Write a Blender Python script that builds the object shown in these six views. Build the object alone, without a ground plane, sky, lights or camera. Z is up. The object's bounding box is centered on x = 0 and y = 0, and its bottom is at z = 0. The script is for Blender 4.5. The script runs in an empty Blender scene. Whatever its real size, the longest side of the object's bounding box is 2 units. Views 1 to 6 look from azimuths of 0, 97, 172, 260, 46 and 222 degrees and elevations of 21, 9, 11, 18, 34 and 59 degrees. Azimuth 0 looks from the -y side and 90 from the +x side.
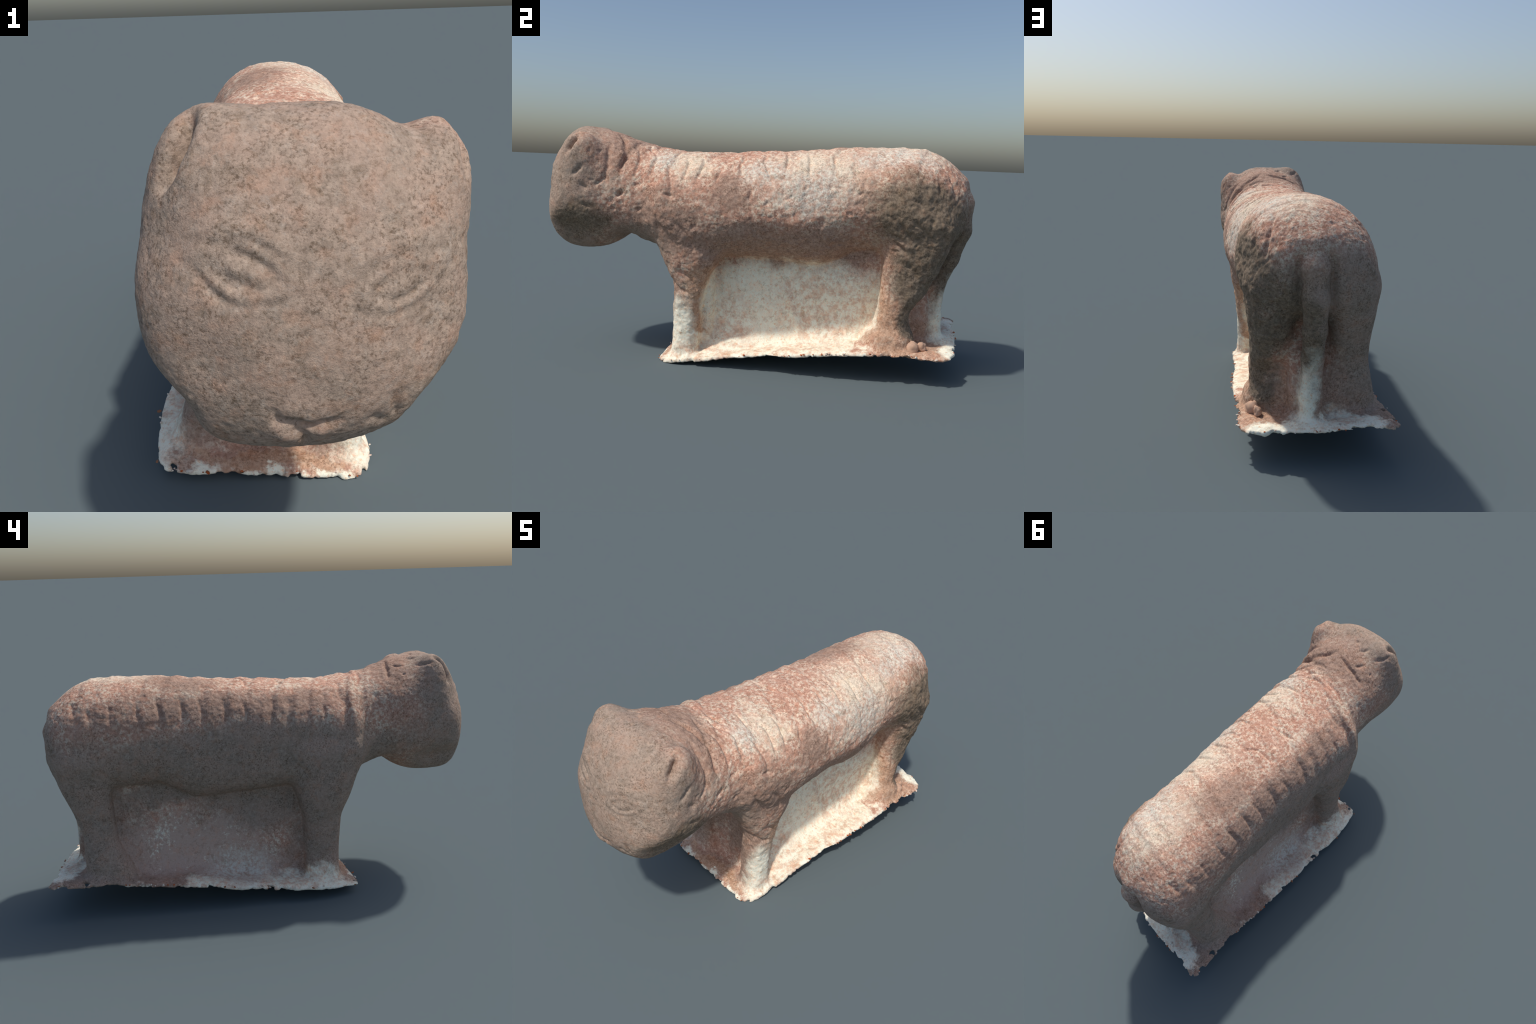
"""Weathered carved-stone animal: a stocky lion-like beast with a broad flat mask of a face,
standing on a thin plinth, the stone between its legs left uncut.

The body is one implicit solid (lofted torso, egg-shaped head, leg columns, tail chain, stone web,
plinth; all smoothly blended), meshed, refined, carved with grooves and weathered with noise, then
separated by region into anatomical parts that share one procedural stone material."""
import random

import bpy
# ---------------------------------------------------------------- shape rules
import numpy as np


def curve(knots, y):
    """Smooth (Catmull-Rom style, monotone-limited) interpolation of (y, value) knots."""
    k = np.array(knots, float)
    xs, vs = k[:, 0], k[:, 1]
    d = np.diff(vs) / np.diff(xs)
    m = np.empty_like(vs)
    m[0], m[-1] = d[0], d[-1]
    a, b = d[:-1], d[1:]
    m[1:-1] = np.where(a * b > 0, 2 * a * b / np.where(np.abs(a + b) < 1e-9, 1, a + b), 0)
    y = np.clip(y, xs[0], xs[-1])
    i = np.clip(np.searchsorted(xs, y) - 1, 0, len(xs) - 2)
    h = xs[i + 1] - xs[i]
    t = (y - xs[i]) / h
    return ((2 * t**3 - 3 * t**2 + 1) * vs[i] + (t**3 - 2 * t**2 + t) * h * m[i]
            + (3 * t**2 - 2 * t**3) * vs[i + 1] + (t**3 - t**2) * h * m[i + 1])


def smin(a, b, k):
    h = np.clip(0.5 + 0.5 * (b - a) / k, 0, 1)
    return b + (a - b) * h - k * h * (1 - h)


def smax(a, b, k):
    return -smin(-a, -b, k)


def sstep(a, b, v):
    t = np.clip((v - a) / (b - a), 0, 1)
    return t * t * (3 - 2 * t)


def q_dist(terms, n):
    """First-order distance to a superellipsoid given (offset, radius) pairs."""
    s = sum(np.abs(d / r) ** n for d, r in terms) + 1e-9
    q = s ** (1 / n)
    g = np.sqrt(sum((np.abs(d / r) ** (n - 1) / r) ** 2 for d, r in terms)) * s ** (1 / n - 1) + 1e-6
    return (q - 1) / np.maximum(g, 0.5 / max(float(np.max(r)) for d, r in terms))


def ellipsoid(x, y, z, c, r, n=2.0, tilt=0.0, turn=0.0):
    x, y, z = x - c[0], y - c[1], z - c[2]
    if turn:
        ct, st = np.cos(turn), np.sin(turn)
        x, y = ct * x + st * y, -st * x + ct * y
    if tilt:
        ct, st = np.cos(tilt), np.sin(tilt)
        y, z = ct * y + st * z, -st * y + ct * z
    return q_dist([(x, r[0]), (y, r[1]), (z, r[2])], n)


def capsule(x, y, z, pts):
    """Tapered capsule chain; pts = (x, y, z, radius)."""
    best = None
    for a, b in zip(pts[:-1], pts[1:]):
        ax, ay, az, ra = a
        bx, by, bz, rb = b
        vx, vy, vz = bx - ax, by - ay, bz - az
        t = np.clip(((x - ax) * vx + (y - ay) * vy + (z - az) * vz) / (vx * vx + vy * vy + vz * vz), 0, 1)
        d = np.sqrt((x - ax - t * vx) ** 2 + (y - ay - t * vy) ** 2 + (z - az - t * vz) ** 2) - (ra + t * (rb - ra))
        best = d if best is None else smin(best, d, 0.02)
    return best


# --- torso: stations along y
P = dict(
    TOP=[(-0.95, 1.0521), (-0.8, 1.0123), (-0.67, 1.0258), (-0.56, 1.0017), (-0.43, 0.9805), (-0.33, 0.9648), (-0.2, 0.9684), (0.0, 0.9799), (0.2, 0.9905), (0.44, 1.0148), (0.6, 1.019), (0.75, 1.0251), (0.95, 0.9746)],
    LOW=[(-0.9, 0.5821), (-0.6, 0.582), (-0.45, 0.5341), (-0.2, 0.4924), (0.1, 0.479), (0.3, 0.4527), (0.5, 0.5307), (0.7, 0.5231), (0.95, 0.5547)],
    RIGHT=[(-0.9, 0.2653), (-0.62, 0.2482), (-0.5, 0.2401), (-0.38, 0.2756), (-0.2, 0.286), (0.2, 0.2918), (0.5, 0.2706), (0.7, 0.2936), (0.95, 0.2699)],
    LEFT=[(-0.9, 0.2362), (-0.62, 0.2558), (-0.5, 0.2456), (-0.38, 0.3029), (-0.2, 0.2913), (0.0, 0.2762), (0.2, 0.2558), (0.5, 0.2577), (0.7, 0.2613), (0.95, 0.3031)],
    RUMP=[(0, 0.547), (1, 0.9701), (2, 2.1184), (3, 2.9846), (4, 2.9797)],
    HEAD=[(0, 0.0431), (1, -0.8199), (2, 0.7647), (3, 0.2755), (4, 0.1675), (5, 0.2974), (6, 2.1118), (7, 0.0546), (8, -0.1329), (9, 2.1887), (10, 0.2748)],
    CHIN=[(0.45, 0.1411), (0.52, 0.1779), (0.6, 0.1952), (0.7, 0.3072), (0.8, 0.3319), (0.92, 0.3189), (1.0, 0.2555), (1.08, 0.1994)],
    EAR_R=[(0, 0.2591), (1, -0.768), (2, 0.9324), (3, 0.0627), (4, 0.082), (5, 0.0962)],
    EAR_L=[(0, -0.106), (1, -0.8012), (2, 0.9312), (3, 0.088), (4, 0.0739), (5, 0.1287)],
    FR_C=[(0.0, 0.1806), (0.2, 0.1849), (0.4, 0.1917), (0.7, 0.1778)],
    FR_W=[(0, 0.0732), (0.15, 0.0606), (0.35, 0.0697), (0.5, 0.0978), (0.7, 0.1223)],
    FR_F=[(0.0, -0.3637), (0.12, -0.3527), (0.35, -0.3503), (0.45, -0.3894), (0.6, -0.4494), (0.75, -0.4977)],
    FR_B=[(0.0, -0.24), (0.12, -0.228), (0.3, -0.2137), (0.42, -0.178), (0.5, -0.1347), (0.75, -0.08)],
    FL_C=[(0.0, -0.1979), (0.2, -0.1888), (0.4, -0.1763), (0.7, -0.1221)],
    FL_W=[(0, 0.103), (0.08, 0.0908), (0.18, 0.0588), (0.35, 0.0731), (0.5, 0.1172), (0.7, 0.1547)],
    FL_F=[(0.0, -0.365), (0.12, -0.3375), (0.35, -0.3491), (0.45, -0.3876), (0.6, -0.4474), (0.75, -0.5102)],
    FL_B=[(0.0, -0.17), (0.12, -0.1741), (0.3, -0.1776), (0.5, -0.1322), (0.75, -0.0809)],
    HR_C=[(0.0, 0.1667), (0.35, 0.1823), (0.75, 0.1939)],
    HR_W=[(0, 0.095), (0.2, 0.0895), (0.4, 0.0874), (0.6, 0.1056), (0.75, 0.1401)],
    HR_F=[(0.0, 0.44), (0.15, 0.5), (0.25, 0.5633), (0.35, 0.5809), (0.55, 0.586), (0.75, 0.5622)],
    HR_B=[(0.0, 0.76), (0.18, 0.735), (0.28, 0.716), (0.4, 0.7856), (0.55, 0.8548), (0.75, 0.9116)],
    HL_C=[(0.0, -0.1406), (0.35, -0.125), (0.75, -0.0952)],
    HL_W=[(0, 0.14), (0.1, 0.1242), (0.2, 0.1091), (0.4, 0.0781), (0.6, 0.1038), (0.75, 0.1368)],
    HL_F=[(0.0, 0.5), (0.12, 0.575), (0.24, 0.6451), (0.32, 0.6815), (0.55, 0.6931), (0.75, 0.68)],
    HL_B=[(0.0, 0.86), (0.2, 0.8363), (0.33, 0.8358), (0.45, 0.8663), (0.6, 0.9203), (0.75, 0.9411)],
    TAIL_X=[(0.08, 0.036), (0.25, 0.0399), (0.4, 0.0396), (0.53, 0.0433), (0.66, 0.0507), (0.78, 0.055), (0.86, 0.0538), (0.93, 0.056)],
    TAIL_Y=[(0.08, 0.8446), (0.25, 0.8327), (0.4, 0.841), (0.53, 0.8916), (0.66, 0.9295), (0.78, 0.9273), (0.86, 0.9011), (0.93, 0.825)],
    TAIL_R=[(0.08, 0.052), (0.25, 0.045), (0.4, 0.043), (0.53, 0.045), (0.66, 0.050), (0.78, 0.052), (0.86, 0.048), (0.93, 0.034)],
    PAN_R=[(-0.2, 0.118), (0.1, 0.121), (0.35, 0.134), (0.65, 0.146)],
    PAN_L=[(-0.2, -0.15), (0.0, -0.128), (0.25, -0.113), (0.65, -0.12)],
    BASE_R=[(-0.45, 0.2461), (-0.3, 0.2738), (0.0, 0.2864), (0.45, 0.3232), (0.8, 0.3263), (1.0, 0.2832)],
    BASE_L=[(-0.45, -0.32), (-0.2, -0.3395), (0.1, -0.3258), (0.5, -0.3033), (0.8, -0.2842), (1.0, -0.2959)],
    BASE_Y=[(0, -0.4137), (1, 0.9586), (2, -0.1505)],
    BASE_Z=[(-0.42, 0.0297), (0.1, 0.0941), (0.5, 0.142), (0.95, 0.1613)],
)


def par(name):
    return [v for _, v in P[name]]


def torso(x, y, z):
    t, l = curve(P['TOP'], y), curve(P['LOW'], y)
    c = 0.045
    w = np.where(x > c, curve(P['RIGHT'], y), curve(P['LEFT'], y))
    zc = l + 0.47 * (t - l)
    y0, y1, nr, nh, nl = par('RUMP')
    nw = np.where(x > c, nr, nl)
    end = np.clip((y - y0) / (y1 - y0), 0, 0.9999)
    ew, eh = (1 - end ** nw) ** (1 / nw), (1 - end ** nh) ** (1 / nh)
    w = w * (0.1 + 0.9 * ew)
    hh = np.where(z > zc, (t - zc) * eh, (zc - l) * (0.35 + 0.65 * eh))
    n = np.where(z > zc, np.where(x > c, 2.15, 2.45 - 0.35 * sstep(0.15, 0.45, y)), np.where(x > c, 1.78 + 0.75 * sstep(0.1, -0.25, y) + 0.5 * sstep(-0.4, -0.55, y), 2.8 + 1.2 * np.exp(-((y - 0.07) / 0.16) ** 2)))
    X, Z = np.abs(x - c) / w, np.abs(z - zc) / hh
    s = X**n + Z**n + 1e-9
    q = s ** (1 / n)
    gr = np.sqrt((X ** (n - 1) / w) ** 2 + (Z ** (n - 1) / hh) ** 2) * s ** (1 / n - 1)
    d = (q - 1) / np.maximum(gr, 2.0)
    d = smax(d, y - y1, 0.06)
    return smax(d, -0.78 - y, 0.05)


HEAD_BACK = 0.27


def head(x, y, z):
    # flat-faced mask: an egg, wide at the brow, narrowing to the chin
    cx, cy, cz, rx, ry, rz, n, turn, tilt, n_low, rz_low = par('HEAD')
    low = sstep(0.12, -0.12, (z - cz) * np.cos(tilt) - (y - cy) * np.sin(tilt))
    front = ellipsoid(x, y, z, (cx, cy, cz), (rx, np.where((y - cy) * np.cos(tilt) + (z - cz) * np.sin(tilt) > 0, HEAD_BACK, ry), rz + (rz_low - rz) * low), n + (n_low - n) * low, tilt, turn)
    side = (np.abs(x - cx) / curve(P['CHIN'], z) - 1) * 0.22
    return smax(front, side, 0.05)


def ears(x, y, z):
    r, l = par('EAR_R'), par('EAR_L')
    return np.minimum(ellipsoid(x, y, z, r[:3], r[3:]), ellipsoid(x, y, z, l[:3], l[3:]))


def column(x, y, z, key, n=2.6):
    """Upright leg with height-dependent centre, half width, front and rear faces."""
    c, w, f, r = (curve(P[key + e], z) for e in ('_C', '_W', '_F', '_B'))
    return q_dist([(x - c, w), (y - (f + r) / 2, (r - f) / 2)], n)


def forelegs(x, y, z):
    fill = q_dist([(x + 0.018, 0.182), (y + 0.225, 0.055)], 4)
    d = smin(np.minimum(column(x, y, z, 'FR'), column(x, y, z, 'FL')), fill, 0.02)
    return smax(smax(d, z - 0.72, 0.06), -z, 0.02)


def hindlegs(x, y, z):
    back = curve([(0.1, 0.825), (0.25, 0.82), (0.36, 0.81), (0.48, 0.785)], z)
    fill = q_dist([(x - 0.02, 0.10), (y - (back + 0.66) / 2, (back - 0.66) / 2)], 4)
    paw = ellipsoid(x, y, z, (0.215, 0.635, 0.16), (0.08, 0.105, 0.07), 2.3)
    d = smin(smin(column(x, y, z, 'HR'), column(x, y, z, 'HL'), 0.03), fill, 0.05)
    d = smin(d, paw, 0.03)
    return smax(smax(d, z - 0.74, 0.08), -z, 0.02)


def tail(x, y, z):
    return capsule(x, y, z, [(a, b, h, r) for (h, a), b, r in zip(P['TAIL_X'], par('TAIL_Y'), par('TAIL_R'))])


def tail_trough(x, y, z):
    """Room cut beside the tail so that it stands proud of the thighs."""
    pts = [(a + 0.006, b + 0.050, h, 0.082) for (h, a), b in zip(P['TAIL_X'], par('TAIL_Y')) if 0.35 < h < 0.85]
    return capsule(x, y, z, pts)


def panel(x, y, z):
    """Stone left standing between the legs, spreading at its foot."""
    foot = np.exp(-np.clip(z - plinth_top(y), 0, 1) / 0.045)
    right = curve(P['PAN_R'], y) + (0.05 + 0.05 * sstep(0.1, -0.15, y)) * foot + 0.022 * sstep(0.22, 0.45, z) * sstep(0.0, 0.4, y) - 0.006
    left = curve(P['PAN_L'], y) - 0.055 * foot - 0.022 * sstep(0.45, 0.2, z)
    d = smax(x - right, left - x, 0.03)
    d = smax(d, np.abs(y - 0.26) - 0.46, 0.05)
    return smax(d, z - 0.6, 0.03)


def plinth_top(y, x=0.0):
    ends = 0.25 + 0.75 * np.maximum(sstep(0.0, -0.4, y), sstep(0.5, 0.9, y))
    return curve(P['BASE_Z'], y) - 0.065 * x * ends


def plinth(x, y, z):
    yf, yb, skew = par('BASE_Y')
    d = smax(smax(x - curve(P['BASE_R'], y), curve(P['BASE_L'], y) - x, 0.02), smax(y - yb - skew * x, yf - y, 0.02), 0.06)
    top = plinth_top(y, x) - 0.008 * sstep(-0.035, 0.005, d)
    return smax(d, z - top, 0.012), d, top


CARVE = dict(
    eye_lids=(0.009, 0.004, [
        [(-0.09, -0.948, 0.885), (-0.068, -0.955, 0.885), (-0.048, -0.961, 0.877), (-0.033, -0.964, 0.874), (-0.019, -0.969, 0.866), (-0.005, -0.972, 0.855), (0.005, -0.975, 0.843), (0.013, -0.977, 0.835)],
        [(-0.084, -0.958, 0.858), (-0.074, -0.965, 0.846), (-0.059, -0.968, 0.841), (-0.044, -0.972, 0.836), (-0.034, -0.976, 0.832)],
        [(-0.12, -0.945, 0.861), (-0.113, -0.952, 0.846), (-0.106, -0.958, 0.836), (-0.095, -0.963, 0.826), (-0.082, -0.97, 0.814), (-0.068, -0.974, 0.812)],
    ]),
    eye_lids2=(0.0085, 0.0015, [
        [(0.141, -0.966, 0.822), (0.159, -0.961, 0.824), (0.184, -0.954, 0.826), (0.202, -0.943, 0.832)],
        [(0.137, -0.972, 0.795), (0.149, -0.969, 0.793), (0.173, -0.964, 0.794), (0.19, -0.956, 0.798), (0.203, -0.95, 0.805), (0.217, -0.942, 0.813), (0.229, -0.934, 0.819), (0.239, -0.924, 0.83)],
        [(0.107, -0.975, 0.817), (0.111, -0.975, 0.813)],
    ]),
    nose=(0.009, 0.01, [
        [(-0.01, -0.983, 0.632), (-0.004, -0.978, 0.614), (0.016, -0.978, 0.612), (0.035, -0.976, 0.604), (0.049, -0.972, 0.596), (0.061, -0.974, 0.603), (0.085, -0.972, 0.604)],
        [(0.016, -0.973, 0.596), (0.029, -0.971, 0.589), (0.039, -0.963, 0.573), (0.039, -0.949, 0.549)],
    ]),
    jowl=(0.01, 0.005, [
        [(0.138, -0.961, 0.603), (0.153, -0.952, 0.591), (0.17, -0.941, 0.58)],
        [(0.184, -0.939, 0.59), (0.183, -0.953, 0.619), (0.177, -0.96, 0.636)],
    ]),
    ear_slit=(0.015, 0.04, [
        [(-0.126, -0.817, 1.054), (-0.13, -0.837, 1.041), (-0.138, -0.85, 1.023), (-0.15, -0.86, 1.002), (-0.161, -0.864, 0.981), (-0.172, -0.865, 0.959)],
    ]),
    ear_slit2=(0.016, 0.036, [
        [(0.294, -0.779, 1.01), (0.304, -0.793, 0.991), (0.308, -0.815, 0.958), (0.307, -0.823, 0.943)],
    ]),
    cheek=(0.009, 0.009, [
        [(0.318, -0.748, 0.881), (0.319, -0.763, 0.863), (0.319, -0.787, 0.842)],
        [(0.318, -0.751, 0.804), (0.316, -0.736, 0.792), (0.313, -0.719, 0.785)],
        [(0.306, -0.69, 0.799), (0.299, -0.664, 0.82), (0.293, -0.646, 0.841)],
        [(0.289, -0.591, 0.76), (0.288, -0.574, 0.773)],
        [(0.314, -0.748, 0.718), (0.306, -0.717, 0.701)],
    ]),
    jaw=(0.011, 0.011, [
        [(0.213, -0.653, 0.977), (0.232, -0.651, 0.962), (0.263, -0.644, 0.921), (0.28, -0.64, 0.881), (0.292, -0.649, 0.845), (0.294, -0.642, 0.816)],
        [(0.094, -0.647, 1.026), (0.132, -0.613, 1.005), (0.201, -0.585, 0.962), (0.217, -0.569, 0.945), (0.238, -0.572, 0.924), (0.257, -0.581, 0.903), (0.273, -0.577, 0.868)],
    ]),
    crown=(0.008, 0.008, [
        [(0.157, -0.612, 0.996), (0.129, -0.613, 1.006), (0.106, -0.63, 1.017)],
        [(-0.011, -0.72, 1.043), (-0.031, -0.731, 1.043), (-0.044, -0.756, 1.047)],
        [(-0.044, -0.636, 1.017), (-0.059, -0.649, 1.017), (-0.075, -0.671, 1.017)],
        [(0.036, -0.632, 1.023), (-0.009, -0.611, 1.014), (-0.05, -0.611, 1.005), (-0.083, -0.597, 0.991), (-0.116, -0.596, 0.977)],
        [(-0.108, -0.731, 1.022), (-0.136, -0.759, 1.03), (-0.151, -0.789, 1.04)],
        [(-0.123, -0.662, 0.991), (-0.129, -0.664, 0.985)],
        [(0.037, -0.754, 1.055), (0.022, -0.757, 1.055)],
    ]),
    nape=(0.009, 0.008, [
        [(0.18, -0.545, 0.965), (0.132, -0.558, 0.989), (0.073, -0.548, 0.998)],
        [(0.029, -0.482, 0.987), (-0.058, -0.473, 0.976), (-0.131, -0.435, 0.945), (-0.157, -0.416, 0.931)],
        [(0.162, -0.44, 0.96), (0.074, -0.467, 0.984), (0.005, -0.452, 0.982)],
        [(0.04, -0.633, 1.024), (-0.034, -0.612, 1.011), (-0.119, -0.589, 0.973)],
        [(-0.063, -0.366, 0.959), (-0.134, -0.349, 0.935), (-0.165, -0.347, 0.918)],
    ]),
    haunch=(0.01, 0.009, [
        [(0.269, 0.435, 0.911), (0.284, 0.462, 0.886), (0.295, 0.482, 0.865), (0.305, 0.491, 0.836)],
        [(0.249, 0.524, 0.937), (0.279, 0.565, 0.905), (0.298, 0.588, 0.877)],
        [(0.196, 0.791, 0.959), (0.21, 0.838, 0.912), (0.228, 0.862, 0.854), (0.238, 0.872, 0.799)],
        [(0.322, 0.693, 0.798), (0.317, 0.716, 0.788)],
        [(0.309, 0.466, 0.82), (0.311, 0.474, 0.809)],
        [(0.263, 0.795, 0.878), (0.277, 0.801, 0.831)],
        [(0.324, 0.634, 0.707), (0.313, 0.664, 0.666), (0.299, 0.697, 0.625)],
        [(0.326, 0.695, 0.71), (0.317, 0.728, 0.681), (0.306, 0.76, 0.652), (0.296, 0.789, 0.626)],
        [(0.284, 0.629, 0.616), (0.287, 0.656, 0.595), (0.288, 0.681, 0.57)],
        [(0.283, 0.688, 0.527), (0.278, 0.713, 0.493), (0.274, 0.731, 0.463)],
        [(0.291, 0.604, 0.649), (0.297, 0.645, 0.633), (0.293, 0.666, 0.615)],
    ]),
    shoulder=(0.009, 0.008, [
        [(0.306, -0.42, 0.675), (0.303, -0.389, 0.63), (0.295, -0.339, 0.577), (0.291, -0.314, 0.552)],
        [(0.316, -0.384, 0.777), (0.321, -0.327, 0.763)],
        [(0.32, -0.316, 0.652), (0.309, -0.275, 0.603), (0.29, -0.245, 0.543)],
        [(0.289, -0.596, 0.753), (0.288, -0.57, 0.775)],
        [(0.281, -0.506, 0.698), (0.285, -0.483, 0.704)],
    ]),
    foreleg=(0.009, 0.008, [
        [(0.3, -0.413, 0.647), (0.29, -0.351, 0.569), (0.284, -0.3, 0.489)],
        [(0.228, -0.359, 0.386), (0.257, -0.304, 0.344), (0.254, -0.253, 0.324)],
        [(0.272, -0.315, 0.436), (0.268, -0.258, 0.4), (0.253, -0.234, 0.354)],
    ]),
    flank=(0.009, 0.0065, [
        [(-0.143, 0.466, 0.939), (-0.174, 0.46, 0.899), (-0.192, 0.443, 0.86)],
        [(-0.14, 0.362, 0.932), (-0.174, 0.359, 0.884), (-0.186, 0.357, 0.857)],
        [(-0.144, 0.282, 0.923), (-0.175, 0.276, 0.878), (-0.195, 0.277, 0.832)],
        [(-0.146, 0.177, 0.921), (-0.177, 0.176, 0.881), (-0.194, 0.176, 0.838)],
        [(-0.158, 0.092, 0.914), (-0.19, 0.086, 0.869), (-0.206, 0.086, 0.83)],
        [(-0.103, 0.826, 0.945), (-0.157, 0.822, 0.902)],
        [(-0.162, 0.757, 0.916), (-0.188, 0.756, 0.872)],
        [(-0.155, 0.666, 0.929), (-0.193, 0.67, 0.867)],
        [(-0.156, 0.554, 0.926), (-0.189, 0.554, 0.875)],
    ]),
    flank2=(0.01, 0.0065, [
        [(-0.142, -0.045, 0.932), (-0.217, -0.02, 0.831)],
        [(-0.16, -0.115, 0.916), (-0.226, -0.091, 0.814)],
        [(-0.185, -0.257, 0.897), (-0.237, -0.265, 0.819)],
        [(-0.186, -0.362, 0.905), (-0.245, -0.352, 0.815)],
        [(-0.16, -0.463, 0.917), (-0.221, -0.436, 0.834)],
        [(-0.237, -0.087, 0.698), (-0.24, -0.115, 0.644), (-0.258, -0.17, 0.592)],
    ]),
    ribs=(0.0075, 0.008, [
        [(0.143, 0.145, 0.974), (0.213, 0.151, 0.945), (0.259, 0.149, 0.909)],
        [(0.16, 0.236, 0.974), (0.199, 0.247, 0.958), (0.253, 0.251, 0.917), (0.286, 0.25, 0.88)],
        [(0.188, 0.35, 0.972), (0.222, 0.352, 0.951), (0.251, 0.361, 0.925)],
        [(0.165, 0.052, 0.963), (0.223, 0.049, 0.933), (0.276, 0.074, 0.888), (0.31, 0.1, 0.838)],
        [(0.156, -0.048, 0.96), (0.208, -0.046, 0.938), (0.252, -0.055, 0.907), (0.286, -0.032, 0.871)],
        [(0.297, -0.023, 0.856), (0.319, 0.008, 0.81), (0.33, 0.001, 0.768)],
        [(0.266, -0.133, 0.888), (0.296, -0.148, 0.849)],
        [(0.163, -0.259, 0.947), (0.192, -0.224, 0.936), (0.234, -0.219, 0.911), (0.274, -0.225, 0.874), (0.297, -0.238, 0.843)],
        [(0.194, -0.299, 0.934), (0.232, -0.285, 0.91), (0.274, -0.287, 0.873), (0.297, -0.294, 0.839)],
        [(0.108, -0.348, 0.96), (0.194, -0.358, 0.935)],
        [(0.072, -0.504, 0.99), (0.139, -0.487, 0.974), (0.176, -0.457, 0.954), (0.211, -0.436, 0.932), (0.243, -0.447, 0.901), (0.266, -0.45, 0.868), (0.277, -0.464, 0.834)],
        [(0.13, -0.549, 0.988), (0.183, -0.528, 0.96), (0.217, -0.513, 0.931), (0.249, -0.513, 0.892), (0.271, -0.52, 0.85)],
        [(0.243, -0.378, 0.905), (0.28, -0.363, 0.865), (0.302, -0.347, 0.827), (0.317, -0.346, 0.781), (0.321, -0.35, 0.753)],
        [(0.197, -0.602, 0.971), (0.222, -0.576, 0.943), (0.256, -0.583, 0.904), (0.276, -0.59, 0.868), (0.285, -0.577, 0.826)],
        [(-0.064, -0.105, 0.963), (0.027, -0.097, 0.973), (0.099, -0.099, 0.97)],
        [(-0.06, 0.067, 0.972), (0.028, 0.064, 0.983), (0.074, 0.102, 0.983)],
    ]),
)

CELL = 0.0075
RIM_THICK = 0.013
RINGS = [(-0.45, -0.58, 0.0055), (-0.36, -0.52, 0.0055), (-0.26, -0.45, 0.0055), (-0.19, -0.36, 0.0045), (-0.11, -0.29, 0.0045), (-0.03, -0.22, 0.0045),
         (0.03, -0.14, 0.003), (0.09, -0.05, 0.0045), (0.18, 0.06, 0.0045), (0.28, 0.15, 0.0045), (0.36, 0.25, 0.0045), (0.46, 0.35, 0.0045),
         (0.55, 0.44, 0.0035), (0.66, 0.53, 0.0035), (0.75, 0.62, 0.003), (0.83, 0.72, 0.003)]
# carved almond eyes on the face: (x, z, half length, half height, tilt)
EYES = [(0.183, 0.823, 0.060, 0.030, 0.20), (-0.052, 0.852, 0.064, 0.032, -0.22)]
RAISE = dict(
    brows=(0.014, 0.004, [[(-0.11, -0.935, 0.905), (-0.07, -0.945, 0.915), (-0.02, -0.962, 0.905), (0.015, -0.972, 0.88)], [(0.12, -0.966, 0.865), (0.17, -0.952, 0.885), (0.23, -0.925, 0.885)]]),
    lips=(0.014, 0.003, [[(-0.01, -0.972, 0.585), (0.02, -0.965, 0.572)], [(0.055, -0.965, 0.58), (0.085, -0.968, 0.588)]]),
    nose=(0.022, 0.004, [[(0.0, -0.985, 0.64), (0.04, -0.988, 0.632), (0.075, -0.98, 0.632)]]),
    web_ridge=(0.022, 0.012, [[(0.117, 0.171, 0.352), (0.115, 0.19, 0.277), (0.123, 0.218, 0.197), (0.139, 0.238, 0.147)]]),
)
# broad swellings and hollows: (centre, reach, height)
SWELL = [((-0.18, -0.894, 0.889), 0.07, -0.011), ((0.232, -0.943, 0.76), 0.09, -0.014), ((-0.107, -0.976, 0.711), 0.055, -0.008), ((0.135, -0.838, 1.033), 0.08, 0.010), ((-0.06, -0.852, 1.045), 0.08, 0.010),
         ((-0.11, -0.92, 0.54), 0.07, 0.013), ((0.01, -0.97, 0.58), 0.05, 0.008),
         ((0.32, 0.30, 0.70), 0.17, -0.012), ((0.2, -0.70, 0.62), 0.09, 0.014), ((-0.12, -0.68, 0.62), 0.08, 0.010), ((0.13, -0.50, 0.55), 0.07, 0.012), ((-0.24, -0.2, 0.52), 0.07, -0.012)]
PEBBLES = [((0.255, 0.728, 0.148), (0.038, 0.034, 0.036)), ((0.245, 0.772, 0.158), (0.016, 0.026, 0.022))]

# colours, linear
PINK, PINK_DEEP, CREAM = (0.63, 0.39, 0.29), (0.50, 0.275, 0.195), (0.75, 0.63, 0.49)
GREY, GREY_DARK, GREY_WARM = (0.40, 0.31, 0.245), (0.30, 0.23, 0.18), (0.44, 0.31, 0.24)
OLIVE, OLIVE_DARK = (0.29, 0.222, 0.158), (0.18, 0.137, 0.10)
CHALK, RUST_PALE = (0.93, 0.89, 0.73), (0.78, 0.50, 0.30)
WASH, WASH_DEEP = (0.79, 0.56, 0.40), (0.63, 0.38, 0.26)
OCHRE, OCHRE_DARK = (0.60, 0.40, 0.28), (0.48, 0.29, 0.19)
DUSK, DUSK_DARK = (0.46, 0.315, 0.24), (0.34, 0.22, 0.165)
PALE_PINK = (0.58, 0.42, 0.34)
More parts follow.
